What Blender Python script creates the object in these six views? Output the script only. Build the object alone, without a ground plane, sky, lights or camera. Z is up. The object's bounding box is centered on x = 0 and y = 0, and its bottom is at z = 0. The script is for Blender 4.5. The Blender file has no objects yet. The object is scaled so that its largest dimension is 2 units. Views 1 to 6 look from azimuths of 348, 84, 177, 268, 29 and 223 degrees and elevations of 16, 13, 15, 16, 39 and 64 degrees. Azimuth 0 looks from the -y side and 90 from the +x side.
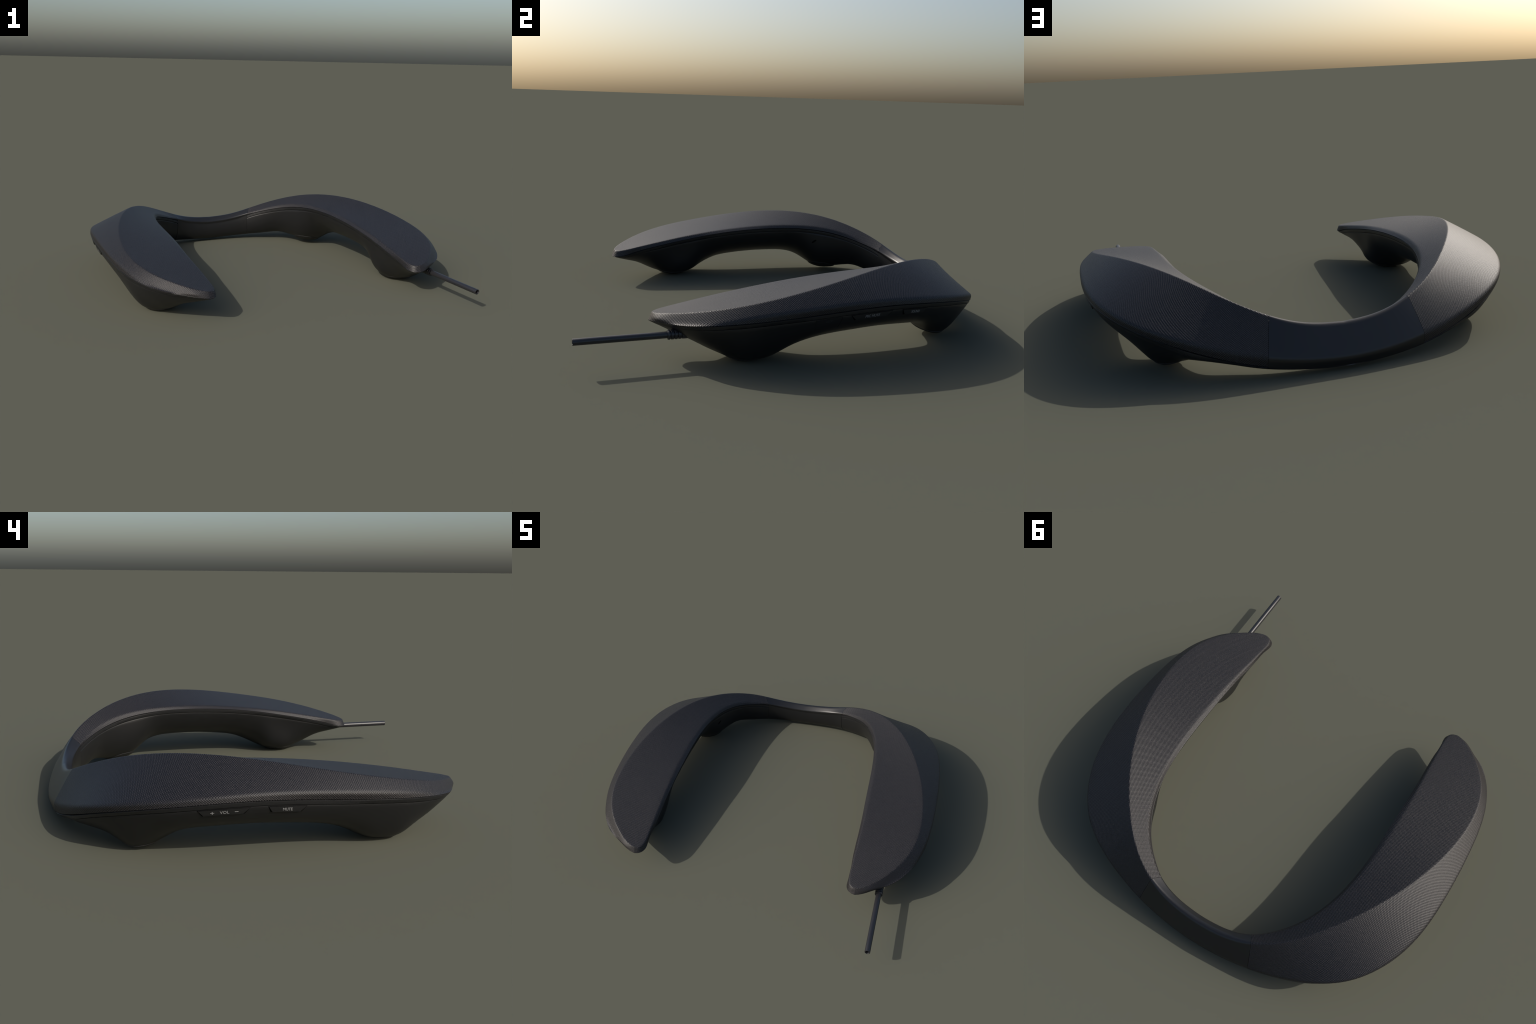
import bpy, math
import numpy as np
from mathutils import Matrix, Vector
from mathutils.bvhtree import BVHTree

# ---------------------------------------------------------------------------
#  Neckband speaker: a U-shaped body that lies on four feet.  It is modelled in
#  its own frame (mirror plane x = 0, tips towards -y) and then turned as it
#  lies in the picture.
# ---------------------------------------------------------------------------
YAW = 0.2266                       # turn of the body about z
SHIFT = -0.0097                    # offset of the mirror plane
MIR = np.array([-1.0, 1.0, 1.0])

# ---- guide curves (control points of cubic B-splines, right half) ----------
# edge loop of the top face: inner edge -> tip -> ridge
TOP_LOOP = np.array([
    (.0701, .7857, .1425), (.2047, .7689, .1672), (.3288, .7131, .2149), (.4354, .6108, .2698),
    (.5182, .4546, .3017), (.5639, .2470, .3105), (.5801, .0064, .3019), (.5819, -.2358, .2763),
    (.5759, -.4483, .2416), (.5732, -.6096, .2101), (.5679, -.7135, .1877), (.5827, -.7696, .1801),
    (.6222, -.7843, .1790), (.6852, -.7524, .1914), (.7665, -.6800, .2118), (.8466, -.5741, .2373),
    (.8961, -.4315, .2669), (.9017, -.2497, .2985), (.8688, -.0422, .3349), (.7991, .1704, .3644),
    (.7032, .3697, .3707), (.5883, .5392, .3465), (.4713, .6733, .2985), (.3514, .7629, .2419),
    (.2196, .8074, .1955), (.0752, .8236, .1725)])
# seam under the fabric, inner side
SEAM_IN = np.array([
    (.1138, .8129, .1469), (.3268, .7193, .2052), (.4778, .5449, .2716), (.5454, .3139, .2944),
    (.5596, .0705, .2908), (.5617, -.169, .2723), (.5682, -.3975, .2321), (.5614, -.6127, .1918),
    (.5925, -.7994, .1349), (.758, -.9032, .1773)])
# shoulder of the fabric, outer side
SHOULDER = np.array([
    (.1732, .9043, .0502), (.4951, .8363, .1222), (.781, .7136, .2113), (.936, .435, .2581),
    (.9681, .1168, .2799), (.9711, -.185, .2548), (.9446, -.4583, .2319), (.8326, -.6807, .1737),
    (.6206, -.802, .1575), (.373, -.8266, .1844)])
# seam under the fabric, outer side
SEAM_OUT = np.array([
    (.1933, .8917, .0155), (.5008, .8331, .0895), (.7751, .707, .1858), (.935, .4456, .236),
    (.9711, .1398, .2563), (.9619, -.1593, .2288), (.9521, -.4442, .2086), (.8429, -.6884, .178),
    (.6205, -.8043, .143), (.3577, -.7894, .1427)])
SEAM_TIP = np.array((.615, -.786, .150))

# underside: station along the arm, height of the keel, its place across the
# section, where the flat of the bottom starts and ends, lean of both walls
HULL = np.array([
    # u    keel   mid   flat_in flat_out wall_in wall_out
    (0.000, 0.008, 0.713, 0.139, 0.915, -0.101, 1.067),
    (0.140, 0.027, 0.516, 0.142, 0.734, -0.070, 1.012),
    (0.200, 0.042, 0.397, 0.234, 0.666, -0.020, 0.975),
    (0.250, 0.056, 0.423, 0.300, 0.710, 0.030, 1.046),
    (0.300, 0.034, 0.539, 0.249, 0.589, 0.010, 0.886),
    (0.350, 0.009, 0.662, 0.220, 0.740, 0.000, 0.840),
    (0.385, 0.033, 0.552, 0.360, 0.602, 0.030, 0.861),
    (0.420, 0.090, 0.500, 0.450, 0.728, 0.080, 0.937),
    (0.460, 0.110, 0.617, 0.357, 0.722, 0.070, 0.947),
    (0.520, 0.115, 0.556, 0.328, 0.740, 0.048, 0.967),
    (0.600, 0.104, 0.567, 0.377, 0.721, 0.050, 0.970),
    (0.660, 0.086, 0.565, 0.402, 0.708, 0.062, 0.966),
    (0.700, 0.054, 0.489, 0.396, 0.709, 0.101, 0.926),
    (0.750, 0.007, 0.572, 0.057, 0.749, 0.115, 0.873),
    (0.800, 0.003, 0.594, -0.062, 0.783, 0.165, 0.908),
    (0.845, 0.029, 0.501, 0.240, 0.614, 0.100, 0.908),
    (0.900, 0.085, 0.541, 0.300, 0.616, 0.090, 0.862),
    (0.950, 0.117, 0.479, 0.279, 0.655, 0.070, 0.832),
    (1.000, 0.151, 0.478, 0.280, 0.685, 0.083, 0.879)])
SEAM_U = 0.140                     # where the plastic back piece meets the fabric


# ---- small maths ------------------------------------------------------------
def bspline_w(f):
    return np.stack([(1 - f) ** 3 / 6, (3 * f ** 3 - 6 * f ** 2 + 4) / 6,
                     (-3 * f ** 3 + 3 * f ** 2 + 3 * f + 1) / 6, f ** 3 / 6], -1)


def loop_curve(C, m=6000):
    """closed B-spline through C and its mirror image; returns the right half"""
    full = np.vstack([C, (C * MIR)[::-1]])
    ts = np.linspace(-.5, len(C) - .5, m)
    i = np.floor(ts).astype(int)
    w = bspline_w(ts - i)
    return sum(w[:, k:k + 1] * full[(i + k - 1) % len(full)] for k in range(4))


def open_curve(C, m=3000):
    """B-spline that starts on the mirror plane and ends near the last points"""
    n = len(C)
    ts = np.linspace(-.5, n - 2, m)
    i = np.floor(ts).astype(int)
    w = bspline_w(ts - i)
    P = 0
    for k in range(4):
        j = i + k - 1
        neg = j < 0
        Q = C[np.clip(np.where(neg, -1 - j, j), 0, n - 1)] * np.where(neg[:, None], MIR, 1.0)
        P = P + w[:, k:k + 1] * Q
    return P


def arc(P):
    d = np.r_[0, np.cumsum(np.linalg.norm(np.diff(P, axis=0), axis=1))]
    return d / d[-1]


class Guide:
    def __init__(self, P):
        self.P, self.s = P, arc(P)

    def __call__(self, u):
        return np.stack([np.interp(u, self.s, self.P[:, k]) for k in range(3)], -1)

    def side(self, u, sign):
        """horizontal unit vector square to the curve"""
        t = self(np.minimum(u + .004, 1)) - self(u - .004)
        n = np.stack([t[:, 1], -t[:, 0], 0 * t[:, 0]], -1) * sign
        return n / np.linalg.norm(n, axis=1)[:, None]


def pchip(x, y, t):
    h = np.diff(x)
    d = np.diff(y) / h
    m = np.zeros(len(x))
    for i in range(1, len(x) - 1):
        if d[i - 1] * d[i] > 0:
            w1, w2 = 2 * h[i] + h[i - 1], h[i] + 2 * h[i - 1]
            m[i] = (w1 + w2) / (w1 / d[i - 1] + w2 / d[i])
    m[0], m[-1] = d[0] * 0, d[-1]
    k = np.clip(np.searchsorted(x, t) - 1, 0, len(h) - 1)
    s = (t - x[k]) / h[k]
    return ((1 + 2 * s) * (1 - s) ** 2 * y[k] + s * (1 - s) ** 2 * h[k] * m[k]
            + s * s * (3 - 2 * s) * y[k + 1] + s * s * (s - 1) * h[k] * m[k + 1])


def sstep(a, b, x):
    t = np.clip((x - a) / (b - a), 0, 1)
    return t * t * (3 - 2 * t)


top = loop_curve(TOP_LOOP)
k_tip = int(np.argmin(top[:, 1]))
gA = Guide(top[:k_tip + 1])                 # inner edge of the top face
gR = Guide(top[k_tip:][::-1])               # ridge


def to_tip(P, tip):
    s = arc(P)[:, None]
    return P + (tip - P[-1]) * s ** 10


gI = Guide(to_tip(open_curve(SEAM_IN), SEAM_TIP))
gB = Guide(to_tip(open_curve(SHOULDER), SEAM_TIP + np.array((0, 0, .014))))
gO = Guide(to_tip(open_curve(SEAM_OUT), SEAM_TIP))

_ku = np.array([0, .14, .30, .50, .70, .88, 1.])
_kR = np.array([0, .134, .30, .515, .705, .88, 1.])
_kB = np.array([0, .130, .295, .525, .715, .883, 1.])


def section_guides(u):
    """corner points of the ribs at |u|"""
    uR, uB = pchip(_ku, _kR, u), pchip(_ku, _kB, u)
    A, R, B, O, I = gA(u), gR(uR), gB(uB), gO(uB), gI(u)
    # at the back the inner seam is only a rounding below the inner edge
    k = sstep(.09, .20, u)[:, None]
    I = (A + np.array((0, .004, -.016))) * (1 - k) + I * k
    # half the edge rounding is taken off again by the fillets, so stand the edges proud
    b = (1 - sstep(.12, .26, u))[:, None]
    R = R + gR.side(uR, -1) * .001 + np.array((0, 0, .0025)) + np.array((0, 0, .003)) * b
    A = A + np.array((0, 0, .002)) * b
    pull = (sstep(.25, .60, u) * (1 - sstep(.72, 1.0, u)))[:, None] * np.array((.007, 0, 0))
    A, I = A + pull, I + pull
    # round the nose: seam and shoulder run parallel to the top edge there
    k = sstep(.90, .975, u)[:, None]
    nA, nR = gA.side(u, 1), gR.side(uR, -1)
    w = sstep(.86, 1.0, u)[:, None]
    dn = np.array((0, 0, 1.0))
    I = I * (1 - k) + (A + nA * (.015 * w ** 2 - .002) - dn * (.022 + .010 * w)) * k
    O = O * (1 - k) + (R + nR * (.030 - .0165 * w) - dn * (.040 - .008 * w)) * k
    B = B * (1 - k) + (R + nR * (.030 - .014 * w) - dn * (.033 - .015 * w)) * k
    e = sstep(.965, .999, u)[:, None]
    tipS = (R[-1:] + A[-1:]) / 2 + np.array((0, -.0138, -.032))
    near = np.minimum(1, np.linalg.norm(R - A, axis=1) / .03)[:, None]
    if u[-1] > .999:
        m = 1 - near
        I, O = I * (1 - m) + tipS * m, O * (1 - m) + tipS * m
        B = B * (1 - e) + (R * .5 + O * .5) * e
        A, R = A * (1 - m) + (A + R) / 2 * m, R * (1 - m) + (A + R) / 2 * m
    return I, A, R, B, O


def rounded(pts, rads, nseg, narc, bulge):
    """polyline through corner arrays with rounded inner corners"""
    out = []
    n = len(pts)
    ends = [(pts[0], pts[0])]
    for i in range(1, n - 1):
        e0, e1 = pts[i] - pts[i - 1], pts[i + 1] - pts[i]
        l0 = np.linalg.norm(e0, axis=1)[:, None] + 1e-9
        l1 = np.linalg.norm(e1, axis=1)[:, None] + 1e-9
        r = rads[i - 1] if np.ndim(rads[i - 1]) == 0 else rads[i - 1][:, None]
        ends.append((pts[i] - e0 / l0 * np.minimum(r, .45 * l0), pts[i] + e1 / l1 * np.minimum(r, .45 * l1)))
    ends.append((pts[-1], pts[-1]))
    for i in range(n - 1):
        a, b = ends[i][1], ends[i + 1][0]
        m = nseg[i]
        dn = np.zeros_like(a)
        for t in np.linspace(0, 1, m + 1)[(0 if i == 0 else 1):]:
            out.append(a + (b - a) * t + bulge[i] * (4 * t * (1 - t)))
        if i < n - 2:
            c0, c1, c2 = ends[i + 1][0], pts[i + 1], ends[i + 1][1]
            for t in np.linspace(0, 1, narc + 1)[1:]:
                out.append((1 - t) ** 2 * c0 + 2 * t * (1 - t) * c1 + t * t * c2)
    return np.stack(out, 1)          # (nu, nring, 3)


def fabric_rings(u):
    I, A, R, B, O = section_guides(u)
    L = np.linalg.norm(R - A, axis=1)
    e = R - A
    slope = B - R
    nrm = np.cross(slope, np.cross(e, slope))            # outward side of the slope face
    nrm /= np.linalg.norm(nrm, axis=1)[:, None] + 1e-9
    nrm *= np.where(nrm[:, 2:3] < 0, -1, 1)
    w = np.linalg.norm(slope, axis=1)[:, None]
    z0 = np.zeros_like(A)
    rr = .006 + .018 * (1 - sstep(.05, .2, u))
    return rounded([I, A, R, B, O], [.010, rr, .014], [4, 12, 14, 5], 6,
                   [z0, z0, nrm * w * .006, z0])


def hull_dense(u, n=120):
    I, A, R, B, O = section_guides(u)
    c = [sum(w * pchip(HULL[:, 0], HULL[:, k], np.clip(np.abs(u + e), 0, 1))
             for w, e in ((.2, -.016), (.2, -.008), (.2, 0), (.2, .008), (.2, .016)))[:, None] for k in range(1, 7)]
    zk, mid, fi, fo, wi, wo = c
    d = O - I

    def pt(w, z):
        p = I + d * w
        return np.concatenate([p[:, :2], z], 1)
    zi, zo = I[:, 2:3], O[:, 2:3]
    zk = np.minimum(zk, np.minimum(zi, zo) - .002)
    P = [I, pt(wi, zi + (zk - zi) * .72), pt(fi, zk), pt(mid, zk)]
    Q = [P[3], pt(fo, zk), pt(wo, zo + (zk - zo) * .72), O]
    out = []
    for C in (P, Q):
        for t in np.linspace(0, 1, n)[(0 if C is P else 1):]:
            out.append((1 - t) ** 3 * C[0] + 3 * t * (1 - t) ** 2 * C[1] + 3 * t * t * (1 - t) * C[2] + t ** 3 * C[3])
    return np.stack(out, 1)


RIM = [(.0022, -.0095), (.0027, -.0046), (.0050, -.0002), (.0062, 0), (.0195, 0), (.0206, -.0006),
       (.0211, -.0062), (.0236, -.0062), (.0242, -.0024), (.0265, -.0014)]


def hull_rings(u, rim=True, nmid=46):
    D = hull_dense(u)
    seg = np.linalg.norm(np.diff(D, axis=1), axis=2)
    S = np.concatenate([np.zeros((len(u), 1)), np.cumsum(seg, 1)], 1)
    L = S[:, -1]
    out = np.zeros((len(u), nmid + 2 * len(RIM) if rim else nmid, 3))
    offs = []
    for i in range(len(u)):
        if rim:
            k = min(1.0, L[i] / .16)
            a = np.array([s for s, _ in RIM]) * k
            s = np.r_[a, np.linspace(a[-1], L[i] - a[-1], nmid + 2)[1:-1], (L[i] - a)[::-1]]
            o = np.r_[[x for _, x in RIM], np.full(nmid, -.0014), [x for _, x in RIM][::-1]] * k
        else:
            s = np.linspace(0, L[i], nmid)
            o = np.zeros(nmid)
        offs.append(o)
        for c in range(3):
            out[i, :, c] = np.interp(s, S[i], D[i, :, c])
    offs = np.array(offs)
    if rim:
        N = grid_normals(out)
        out = out + N * offs[:, :, None]
    return out


def grid_normals(G):
    du = np.gradient(G, axis=0)
    dv = np.gradient(G, axis=1)
    N = np.cross(du, dv)
    ln = np.linalg.norm(N, axis=2, keepdims=True)
    N = N / np.maximum(ln, 1e-12)
    N[-1] = N[-2]
    # hull rings run inner -> under -> outer; make the normal point away from the body axis
    c = G.mean(1, keepdims=True)
    if (N * (G - c)).sum() < 0:
        N = -N
    return N


# ---- mesh helpers -----------------------------------------------------------
def new_object(name, verts, faces, mat, parent, smooth_angle=40, slots=None):
    me = bpy.data.meshes.new(name)
    me.from_pydata([tuple(v) for v in verts], [], faces)
    if slots is not None:
        me.polygons.foreach_set('material_index', slots)
    me.validate()
    import bmesh
    bm = bmesh.new()
    bm.from_mesh(me)
    bmesh.ops.remove_doubles(bm, verts=bm.verts, dist=2e-5)
    bmesh.ops.dissolve_degenerate(bm, edges=bm.edges, dist=1e-6)
    bmesh.ops.recalc_face_normals(bm, faces=bm.faces)
    bm.to_mesh(me)
    bm.free()
    for m_ in (mat if isinstance(mat, list) else [mat]):
        me.materials.append(m_)
    for p in me.polygons:
        p.use_smooth = True
    me.set_sharp_from_angle(angle=math.radians(smooth_angle))
    ob = bpy.data.objects.new(name, me)
    bpy.context.scene.collection.objects.link(ob)
    ob.parent = parent
    return ob


def grid_mesh(G, close_v=False):
    nu, nv = G.shape[:2]
    V = G.reshape(-1, 3)
    F = []
    for i in range(nu - 1):
        for j in range(nv if close_v else nv - 1):
            a, b = i * nv + j, i * nv + (j + 1) % nv
            F.append((a, b, b + nv, a + nv))
    return V, F


def fold_rows(G, depth, ends):
    """turn the first / last row of a grid inwards so the edge shows thickness"""
    N = grid_normals(G)
    rows = [G]
    if ends[0]:
        rows.insert(0, (G[0] - N[1] * depth)[None])
    if ends[1]:
        rows.append((G[-1] - N[-2] * depth)[None])
    return np.concatenate(rows, 0)


# ---- materials --------------------------------------------------------------
class Nodes:
    def __init__(self, name):
        self.m = bpy.data.materials.new(name)
        self.m.use_nodes = True
        self.t = self.m.node_tree
        self.b = self.t.nodes['Principled BSDF']

    def n(self, kind, **kw):
        nd = self.t.nodes.new(kind)
        for k, v in kw.items():
            if k.startswith('i_'):
                nd.inputs[k[2:].replace('_', ' ')].default_value = v
            else:
                setattr(nd, k, v)
        return nd

    def l(self, a, b):
        self.t.links.new(a, b)

    def math(self, op, a, b=None, c=None):
        nd = self.t.nodes.new('ShaderNodeMath')
        nd.operation = op
        for i, x in enumerate((a, b, c)):
            if x is None:
                continue
            if isinstance(x, (int, float)):
                nd.inputs[i].default_value = x
            else:
                self.l(x, nd.inputs[i])
        return nd.outputs[0]


def plastic(name, col, rough, grain=.10):
    M = Nodes(name)
    tc = M.n('ShaderNodeTexCoord')
    no = M.n('ShaderNodeTexNoise')
    no.inputs['Scale'].default_value = 420
    no.inputs['Detail'].default_value = 2
    M.l(tc.outputs['Object'], no.inputs['Vector'])
    big = M.n('ShaderNodeTexNoise')
    big.inputs['Scale'].default_value = 6
    M.l(tc.outputs['Object'], big.inputs['Vector'])
    cr = M.n('ShaderNodeValToRGB')
    cr.color_ramp.elements[0].position = .3
    cr.color_ramp.elements[1].position = .7
    cr.color_ramp.elements[0].color = tuple(c * .94 for c in col) + (1,)
    cr.color_ramp.elements[1].color = tuple(c * 1.06 for c in col) + (1,)
    M.l(big.outputs['Fac'], cr.inputs['Fac'])
    M.l(cr.outputs['Color'], M.b.inputs['Base Color'])
    M.b.inputs['Roughness'].default_value = rough
    bp = M.n('ShaderNodeBump')
    bp.inputs['Strength'].default_value = grain
    bp.inputs['Distance'].default_value = .0006
    M.l(no.outputs['Fac'], bp.inputs['Height'])
    M.l(bp.outputs['Normal'], M.b.inputs['Normal'])
    return M.m


def fabric(name, mode):
    """dark woven speaker cloth: small raised thread knots in offset rows"""
    M = Nodes(name)
    tc = M.n('ShaderNodeTexCoord')
    sx = M.n('ShaderNodeSeparateXYZ')
    M.l(tc.outputs['Object'], sx.inputs[0])
    X, Y, Z = sx.outputs
    if mode == 'top':                       # threads run along and across the arm
        p, q = X, Y
    else:                                   # round the outline, and up the face
        q = M.math('MULTIPLY', M.math('ARCTAN2', Y, M.math('ABSOLUTE', X)), .92 if mode != 'inner' else .72)
        p = M.math('MULTIPLY', Z, {'slope': 1.5, 'outer': 1.1, 'inner': 1.5}[mode])
    k = 2 * math.pi / .0090
    sp = M.math('SINE', M.math('MULTIPLY', M.math('ADD', p, q), k))
    sq = M.math('SINE', M.math('MULTIPLY', M.math('SUBTRACT', p, q), k))
    h = M.math('MULTIPLY_ADD', M.math('ADD', sp, sq), .25, .5)
    no = M.n('ShaderNodeTexNoise')
    no.inputs['Scale'].default_value = 120
    no.inputs['Detail'].default_value = 1
    M.l(tc.outputs['Object'], no.inputs['Vector'])
    hv = M.math('MULTIPLY_ADD', M.math('SUBTRACT', no.outputs['Fac'], .5), .36, h)
    cr = M.n('ShaderNodeValToRGB')
    e = cr.color_ramp.elements
    e[0].position, e[1].position = .42, .98
    e[0].color = (.0040, .0035, .0039, 1)
    e[1].color = (.042, .0378, .0402, 1)
    M.l(hv, cr.inputs['Fac'])
    M.l(cr.outputs['Color'], M.b.inputs['Base Color'])
    M.b.inputs['Roughness'].default_value = .50
    M.b.inputs['Specular IOR Level'].default_value = .42
    bp = M.n('ShaderNodeBump')
    bp.inputs['Strength'].default_value = .75 if mode == 'top' else .5
    bp.inputs['Distance'].default_value = .0016
    M.l(hv, bp.inputs['Height'])
    M.l(bp.outputs['Normal'], M.b.inputs['Normal'])
    return M.m


M_FABRIC = [fabric('speaker_cloth_' + m, m) for m in ('inner', 'top', 'slope', 'outer')]
M_SHELL = plastic('shell_plastic', (.0085, .0086, .0092), .45)
M_PANEL = plastic('panel_plastic', (.0105, .0105, .0112), .36, .04)
M_BUTTON = plastic('button_plastic', (.0100, .0100, .0105), .42)
M_RUBBER = plastic('rubber', (.013, .013, .013), .6)
M_CABLE = plastic('cable_rubber', (.018, .018, .021), .38, .05)
M_PRINT = plastic('label_print', (.27, .27, .27), .6, 0)
M_INK = plastic('dark_label_print', (.035, .036, .038), .5, 0)
M_SLIT_SHADE = plastic('painted_slit_shade', (.0012, .0012, .0012), .8, 0)
M_SLIT_SHADE.node_tree.nodes['Principled BSDF'].inputs['Specular IOR Level'].default_value = .1

# ---- root -------------------------------------------------------------------
root = bpy.data.objects.new('neckband_speaker', None)
bpy.context.scene.collection.objects.link(root)
root.rotation_euler = (0, 0, YAW)
root.location = (SHIFT * math.cos(YAW), SHIFT * math.sin(YAW), 0)
root['label'] = 'dark grey U-shaped wearable neck speaker with fabric cover and cable'
root['category'] = 'neck speaker'

# ---- fabric covers and lower shells, right and left arm ---------------------
v = np.linspace(0, 1, 170)
u_arm = SEAM_U + .0003 + (1 - SEAM_U - .0003) * (1 - (1 - v) ** 1.9)
FAB = fabric_rings(u_arm)
HUL = hull_rings(u_arm)
Nf = grid_normals(np.concatenate([FAB, hull_rings(u_arm, False)[:, ::-1]], 1))[:, :FAB.shape[1]]
nr = len(RIM)


def edge_fold(G, N, depth):
    a = G[:, :1] - N[:, :1] * depth
    b = G[:, -1:] - N[:, -1:] * depth
    return np.concatenate([a, G, b], 1)


taper = np.minimum(1, (1 - u_arm) / .02)[:, None, None]
FABF = edge_fold(FAB, Nf * taper, .007)
fab_v, fab_f = grid_mesh(fold_rows(FABF, .006, (True, False)))
# faces of the inner band, the top, the outer slope and the outer band
n_ring = FABF.shape[1]
fab_slot = [int(np.searchsorted((8, 26, 46), f[0] % n_ring, side='right')) for f in fab_f]
u_rows = np.r_[u_arm[0], u_arm]
fab_slot = [2 if (c != 1 and u_rows[f[0] // n_ring] > .90) else c for c, f in zip(fab_slot, fab_f)]
shell_g = fold_rows(HUL[:, nr - 3:HUL.shape[1] - nr + 3], .006, (True, False))
shell_v, shell_f = grid_mesh(shell_g)
rim_a = fold_rows(HUL[:, :nr - 2], .006, (True, False)) if False else HUL[:, :nr - 2]
rim_b = HUL[:, -(nr - 2):]
va, fa = grid_mesh(rim_a)
vb, fb = grid_mesh(rim_b)
rim_v = np.vstack([va, vb])
rim_f = fa + [tuple(i + len(va) for i in f) for f in fb]

for side in (1, -1):
    s = np.array((side, 1, 1))
    new_object('fabric_cover', fab_v * s, fab_f, M_FABRIC, root, slots=fab_slot)
    new_object('lower_shell', shell_v * s, shell_f, M_SHELL, root)
    new_object('rim_trim', rim_v * s, rim_f, M_SHELL, root, 30)

# ---- plastic back piece -----------------------------------------------------
u_back = np.linspace(0, SEAM_U - .0002, 40)
ring = np.concatenate([fabric_rings(u_back), hull_rings(u_back, False)[:, ::-1][:, 1:-1]], 1)
full = np.concatenate([(ring * MIR)[::-1], ring[1:]], 0)
cen = full.mean(1, keepdims=True)


def inset(row, c, d):
    w = row - c
    return row - w / np.maximum(np.linalg.norm(w, axis=1, keepdims=True), 1e-6) * d


full = np.concatenate([inset(full[0], cen[0], .008)[None], full, inset(full[-1], cen[-1], .008)[None]], 0)
bv, bf = grid_mesh(full, close_v=True)
new_object('back_panel', bv, bf, M_PANEL, root, 35)

# ---- foot pads, pressed onto the underside ----------------------------------
bvh = BVHTree.FromPolygons([tuple(p) for p in shell_v], shell_f)


def foot_pad(cx, cy, rx, ry, rot, side):
    nr_, na = 14, 64
    lo, hi = [], []
    for i in range(nr_ + 1):
        r = i / nr_
        for j in range(na):
            a = 2 * math.pi * j / na
            x0, y0 = rx * r * math.cos(a), ry * r * math.sin(a)
            x = cx + x0 * math.cos(rot) - y0 * math.sin(rot)
            y = cy + x0 * math.sin(rot) + y0 * math.cos(rot)
            hit = bvh.ray_cast(Vector((x, y, -1)), Vector((0, 0, 1)))
            z = hit[0].z if hit[0] else .1
            n = hit[1] if hit[0] else Vector((0, 0, -1))
            if n.z > 0:
                n = -n
            t = .0055 * (1 - max(0, (r - .8) / .2) ** 2 * .55)
            p = Vector((x, y, z)) + n * t
            lo.append((p.x, p.y, max(p.z, 0.0)))
    V = list(lo)
    F = []
    for i in range(nr_):
        for j in range(na):
            a, b = i * na + j, i * na + (j + 1) % na
            F.append((a, b, b + na, a + na))
    base = len(V)
    for j in range(na):                       # skirt back into the shell
        x, y, z = lo[nr_ * na + j]
        V.append((x, y, z + .012))
        F.append((nr_ * na + j, nr_ * na + (j + 1) % na, base + (j + 1) % na, base + j))
    V = np.array(V) * np.array((side, 1, 1))
    new_object('foot_pad', V, F, M_RUBBER, root, 35)


for side in (1, -1):
    foot_pad(.735, -.415, .085, .085, 0, side)
    foot_pad(.635, .535, .085, .085, .6, side)

# ---- buttons and lettering on the outer walls -------------------------------
uu = np.linspace(.3, .95, 900)
HD = hull_dense(uu)[:, ::-1]                     # ring from the outer seam downwards
O_y = HD[:, 0, 1]
segs = np.linalg.norm(np.diff(HD, axis=1), axis=2)
HS = np.concatenate([np.zeros((len(uu), 1)), np.cumsum(segs, 1)], 1)


def wall(y, s, off=0.0):
    """point on the outer wall at length-position y and distance s below the seam"""
    def pos(y, s):
        k = np.interp(-y, -O_y, np.arange(len(uu)))
        i = int(min(max(math.floor(k), 0), len(uu) - 2))
        f = k - i
        a = np.array([np.interp(s, HS[i], HD[i, :, c]) for c in range(3)])
        b = np.array([np.interp(s, HS[i + 1], HD[i + 1, :, c]) for c in range(3)])
        return a * (1 - f) + b * f
    p = pos(y, s)
    if off:
        n = np.cross(pos(y + .004, s) - p, pos(y, s + .004) - p)
        n /= np.linalg.norm(n)
        if n[0] < 0:
            n = -n
        p = p + n * off
    return p


def plate(name, outline, off, depth, mat, side, parent, nx=24, ny=6, tilt=0.0):
    """raised plate on the wall: outline = (y0_top, y1_top, y0_bottom, y1_bottom, s_top, s_bottom)"""
    a0, a1, b0, b1, s0, s1 = outline
    top, V, F = [], [], []
    for i in range(nx + 1):
        for j in range(ny + 1):
            t, w = i / nx, j / ny
            y = (a0 + (a1 - a0) * t) * (1 - w) + (b0 + (b1 - b0) * t) * w
            top.append((y, s0 + (s1 - s0) * w))
    V = [wall(y, s, off + tilt * (s - s0) / (s1 - s0)) for y, s in top]
    m = ny + 1
    for i in range(nx):
        for j in range(ny):
            F.append((i * m + j, i * m + j + 1, (i + 1) * m + j + 1, (i + 1) * m + j))
    border = ([i * m for i in range(nx + 1)] + [nx * m + j for j in range(1, m)]
              + [i * m + ny for i in range(nx - 1, -1, -1)] + [j for j in range(ny - 1, 0, -1)])
    base = len(V)
    V += [wall(*top[b], off - depth) for b in border]
    for k in range(len(border)):
        k2 = (k + 1) % len(border)
        F.append((border[k], border[k2], base + k2, base + k))
    V = np.array(V) * np.array((side, 1, 1))
    return new_object(name, V, F, mat, parent, 35)


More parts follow.
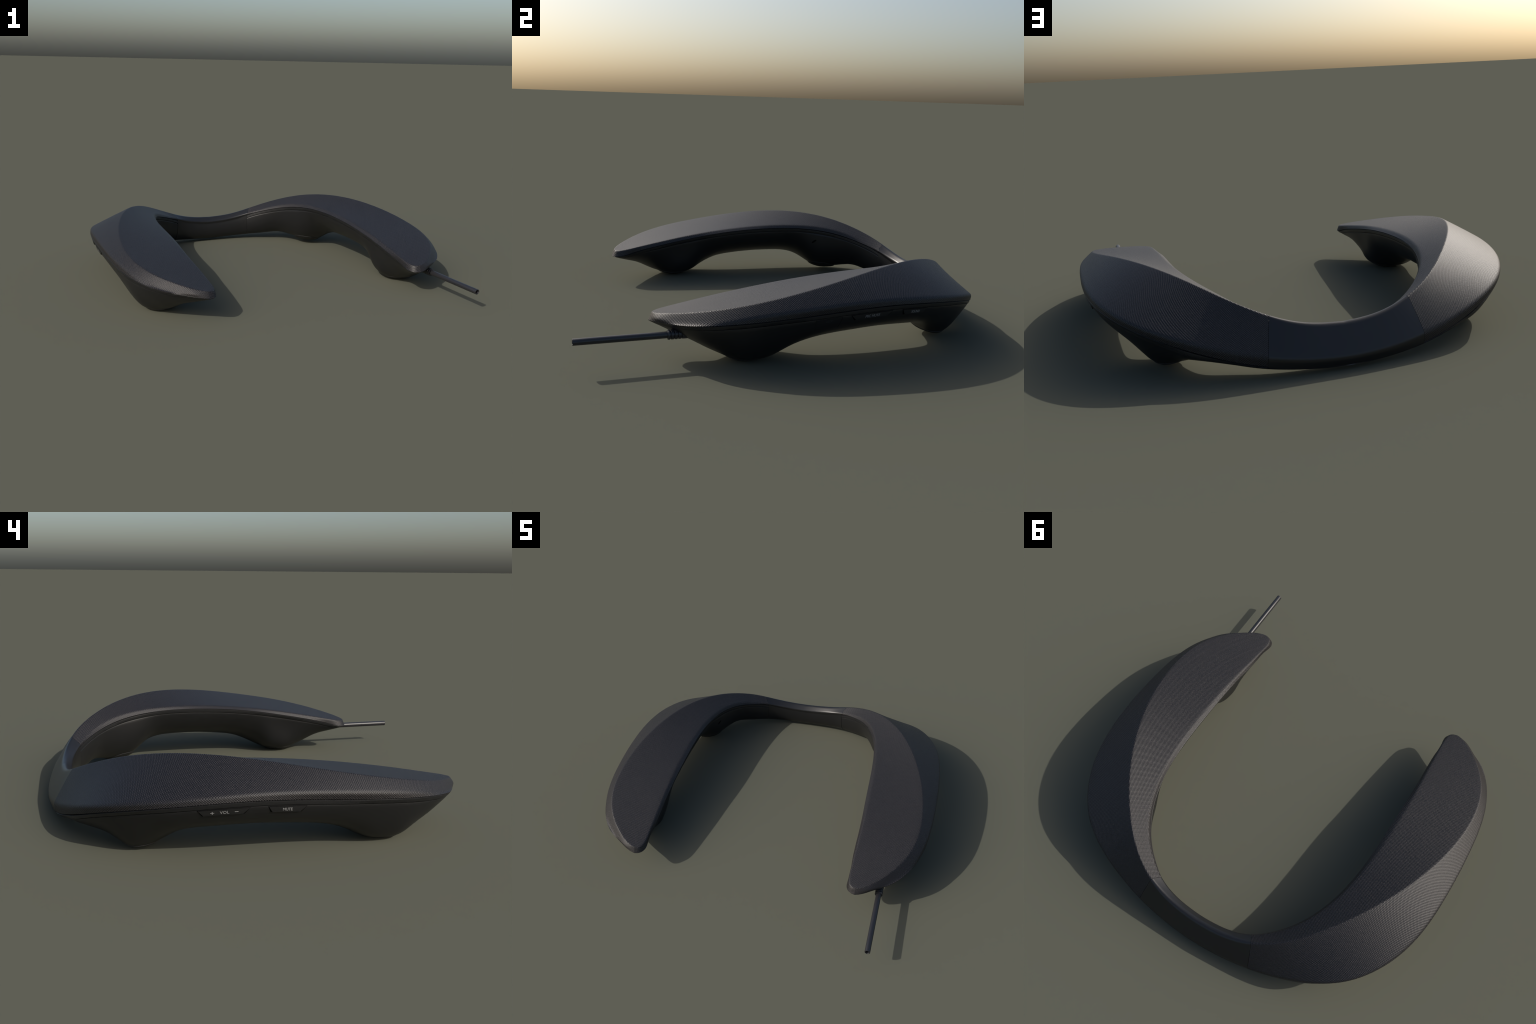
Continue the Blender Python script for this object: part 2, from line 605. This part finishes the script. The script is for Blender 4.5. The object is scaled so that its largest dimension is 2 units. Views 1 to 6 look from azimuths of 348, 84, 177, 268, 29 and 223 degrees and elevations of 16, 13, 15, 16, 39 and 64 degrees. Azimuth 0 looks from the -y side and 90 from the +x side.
def lettering(text, y_mid, s_mid, size, side, parent, off, width=None, slant=0.0, ink=None, tilt=(0, 0, 1)):
    cu = bpy.data.curves.new('label', 'FONT')
    cu.body = text
    cu.align_x, cu.align_y = 'CENTER', 'CENTER'
    cu.size = 1
    cu.resolution_u = 3
    tmp = bpy.data.objects.new('label_tmp', cu)
    bpy.context.scene.collection.objects.link(tmp)
    dg = bpy.context.evaluated_depsgraph_get()
    me = bpy.data.meshes.new_from_object(tmp.evaluated_get(dg))
    co = np.array([v.co[:] for v in me.vertices])
    faces = [tuple(p.vertices) for p in me.polygons]
    bpy.data.objects.remove(tmp)
    bpy.data.curves.remove(cu)
    bpy.data.meshes.remove(me)
    lo, hi = co.min(0), co.max(0)
    cx, cy = (lo + hi)[:2] / 2
    kx = (width / (hi[0] - lo[0])) if width else size
    V = []
    for x, y, _ in co:
        X = (x - cx) * kx + slant * (y - cy) * size
        Yv = (y - cy) * size
        # seen from outside, reading direction is -y on the left arm and +y on the right arm
        V.append(wall(y_mid + X * (1 if side > 0 else -1), s_mid - Yv,
                      off + tilt[0] * (s_mid - Yv - tilt[1]) / (tilt[2] - tilt[1])))
    V = np.array(V) * np.array((side, 1, 1))
    return new_object('label', V, faces, ink or M_PRINT, parent, 35)


def button(side, top, bottom, s0=.0262, s1=.049, labels=(), ink=None):
    """top / bottom = (y_a, y_b) spans of the trapezoid"""
    g = .0058
    plate('button_shade_plate', (top[0] - g * .6, top[1] + g * .6, bottom[0] - g, bottom[1] + g, s0 - .001, s1 + .0042),  # blackened plate: shadow in the side slits and below the button
          -.0009, .003, M_SLIT_SHADE, side, root)
    b = plate('button', (top[0], top[1], bottom[0], bottom[1], s0 + .0006, s1), .0002, .005, M_BUTTON, side, root, tilt=.0032)
    for text, ym, size, width in labels:
        lettering(text, ym, (s0 + s1) / 2, size, side, b, .0008, width, ink=ink, tilt=(.0032, s0, s1))
    return b


button(-1, (.189, .371), (.213, .353), labels=(('+', .322, .024, .014), ('VOL', .279, .0165, .033), ('-', .236, .024, .013)))
button(-1, (-.020, .119), (.002, .106), labels=(('MUTE', .050, .0165, .036),))
button(1, (-.020, .165), (.001, .146), labels=(('MIC MUTE', .075, .0165, .066),))
button(1, (.220, .347), (.233, .332), labels=(('SOUND', .287, .0165, .044),))


def port_cover():
    plate('cover_gap', (-.1770, -.0605, -.1708, -.0678, .0256, .0828), -.0012, .003, M_SLIT_SHADE, 1, root)
    c = plate('port_cover', (-.1765, -.0625, -.1705, -.0700, .0262, .0820), -.0006, .004, M_SHELL, 1, root)
    lettering('AUX', -.119, .0385, .0165, 1, c, -.0001, .030, ink=M_INK)


port_cover()

# small oval microphone slot in the inner wall of the left arm
hit = bvh.ray_cast(Vector((.2, .43, .208)), Vector((1, 0, 0)))
if hit[0]:
    nrm = hit[1] if hit[1].x < 0 else -hit[1]
    t = Vector((nrm.y, -nrm.x, 0)).normalized()
    w = nrm.cross(t)
    t2 = (t * .8 + w * .6 * (1 if w.z * t.y > 0 else -1)).normalized()
    w2 = nrm.cross(t2)
    V = []
    for j in range(32):
        a = 2 * math.pi * j / 32
        V.append(hit[0] + nrm * .0012 + t2 * (.0165 * math.cos(a)) + w2 * (.0055 * math.sin(a)))
    for j in range(32):
        a = 2 * math.pi * j / 32
        V.append(hit[0] - nrm * .004 + t2 * (.0165 * math.cos(a)) + w2 * (.0055 * math.sin(a)))
    F = [tuple(range(32))] + [(j, (j + 1) % 32, 32 + (j + 1) % 32, 32 + j) for j in range(32)]
    new_object('microphone_slot', np.array([(-p.x, p.y, p.z) for p in V]), F, M_SLIT_SHADE, root)

# ---- cable ------------------------------------------------------------------
CX, CZ = .737, .118


def turned(name, prof, mat, parent, na=40):
    """surface turned about the cable axis; prof = (y, radius)"""
    V, F = [], []
    for y, r in prof:
        for j in range(na):
            a = 2 * math.pi * j / na
            V.append((CX + r * math.cos(a), y, CZ + r * math.sin(a)))
    for i in range(len(prof) - 1):
        for j in range(na):
            F.append((i * na + j, i * na + (j + 1) % na, (i + 1) * na + (j + 1) % na, (i + 1) * na + j))
    return new_object(name, np.array(V), F, mat, parent, 35)


r = .0140
cable = turned('cable', [(-.60, r), (-.80, r), (-1.02, r), (-1.106, r), (-1.1077, r - .0004), (-1.1085, r - .0016),
                         (-1.1085, r - .0035), (-1.107, r - .0045), (-1.06, r - .0045), (-1.06, .0002)], M_CABLE, root)
prof = [(-.60, .0205), (-.674, .0205)]
y = -.676
for i in range(4):
    prof += [(y + .0012, .0200), (y, .0188), (y, .0150), (y - .0034, .0150), (y - .0034, .0192), (y - .0044, .0205)]
    prof += [(y - .0140, .0205)] if i < 3 else []
    y -= .0152
prof += [(-.7325, .0205), (-.7345, .0194), (-.7350, .0175), (-.7350, .0120)]
turned('strain_relief', prof, M_CABLE, root)
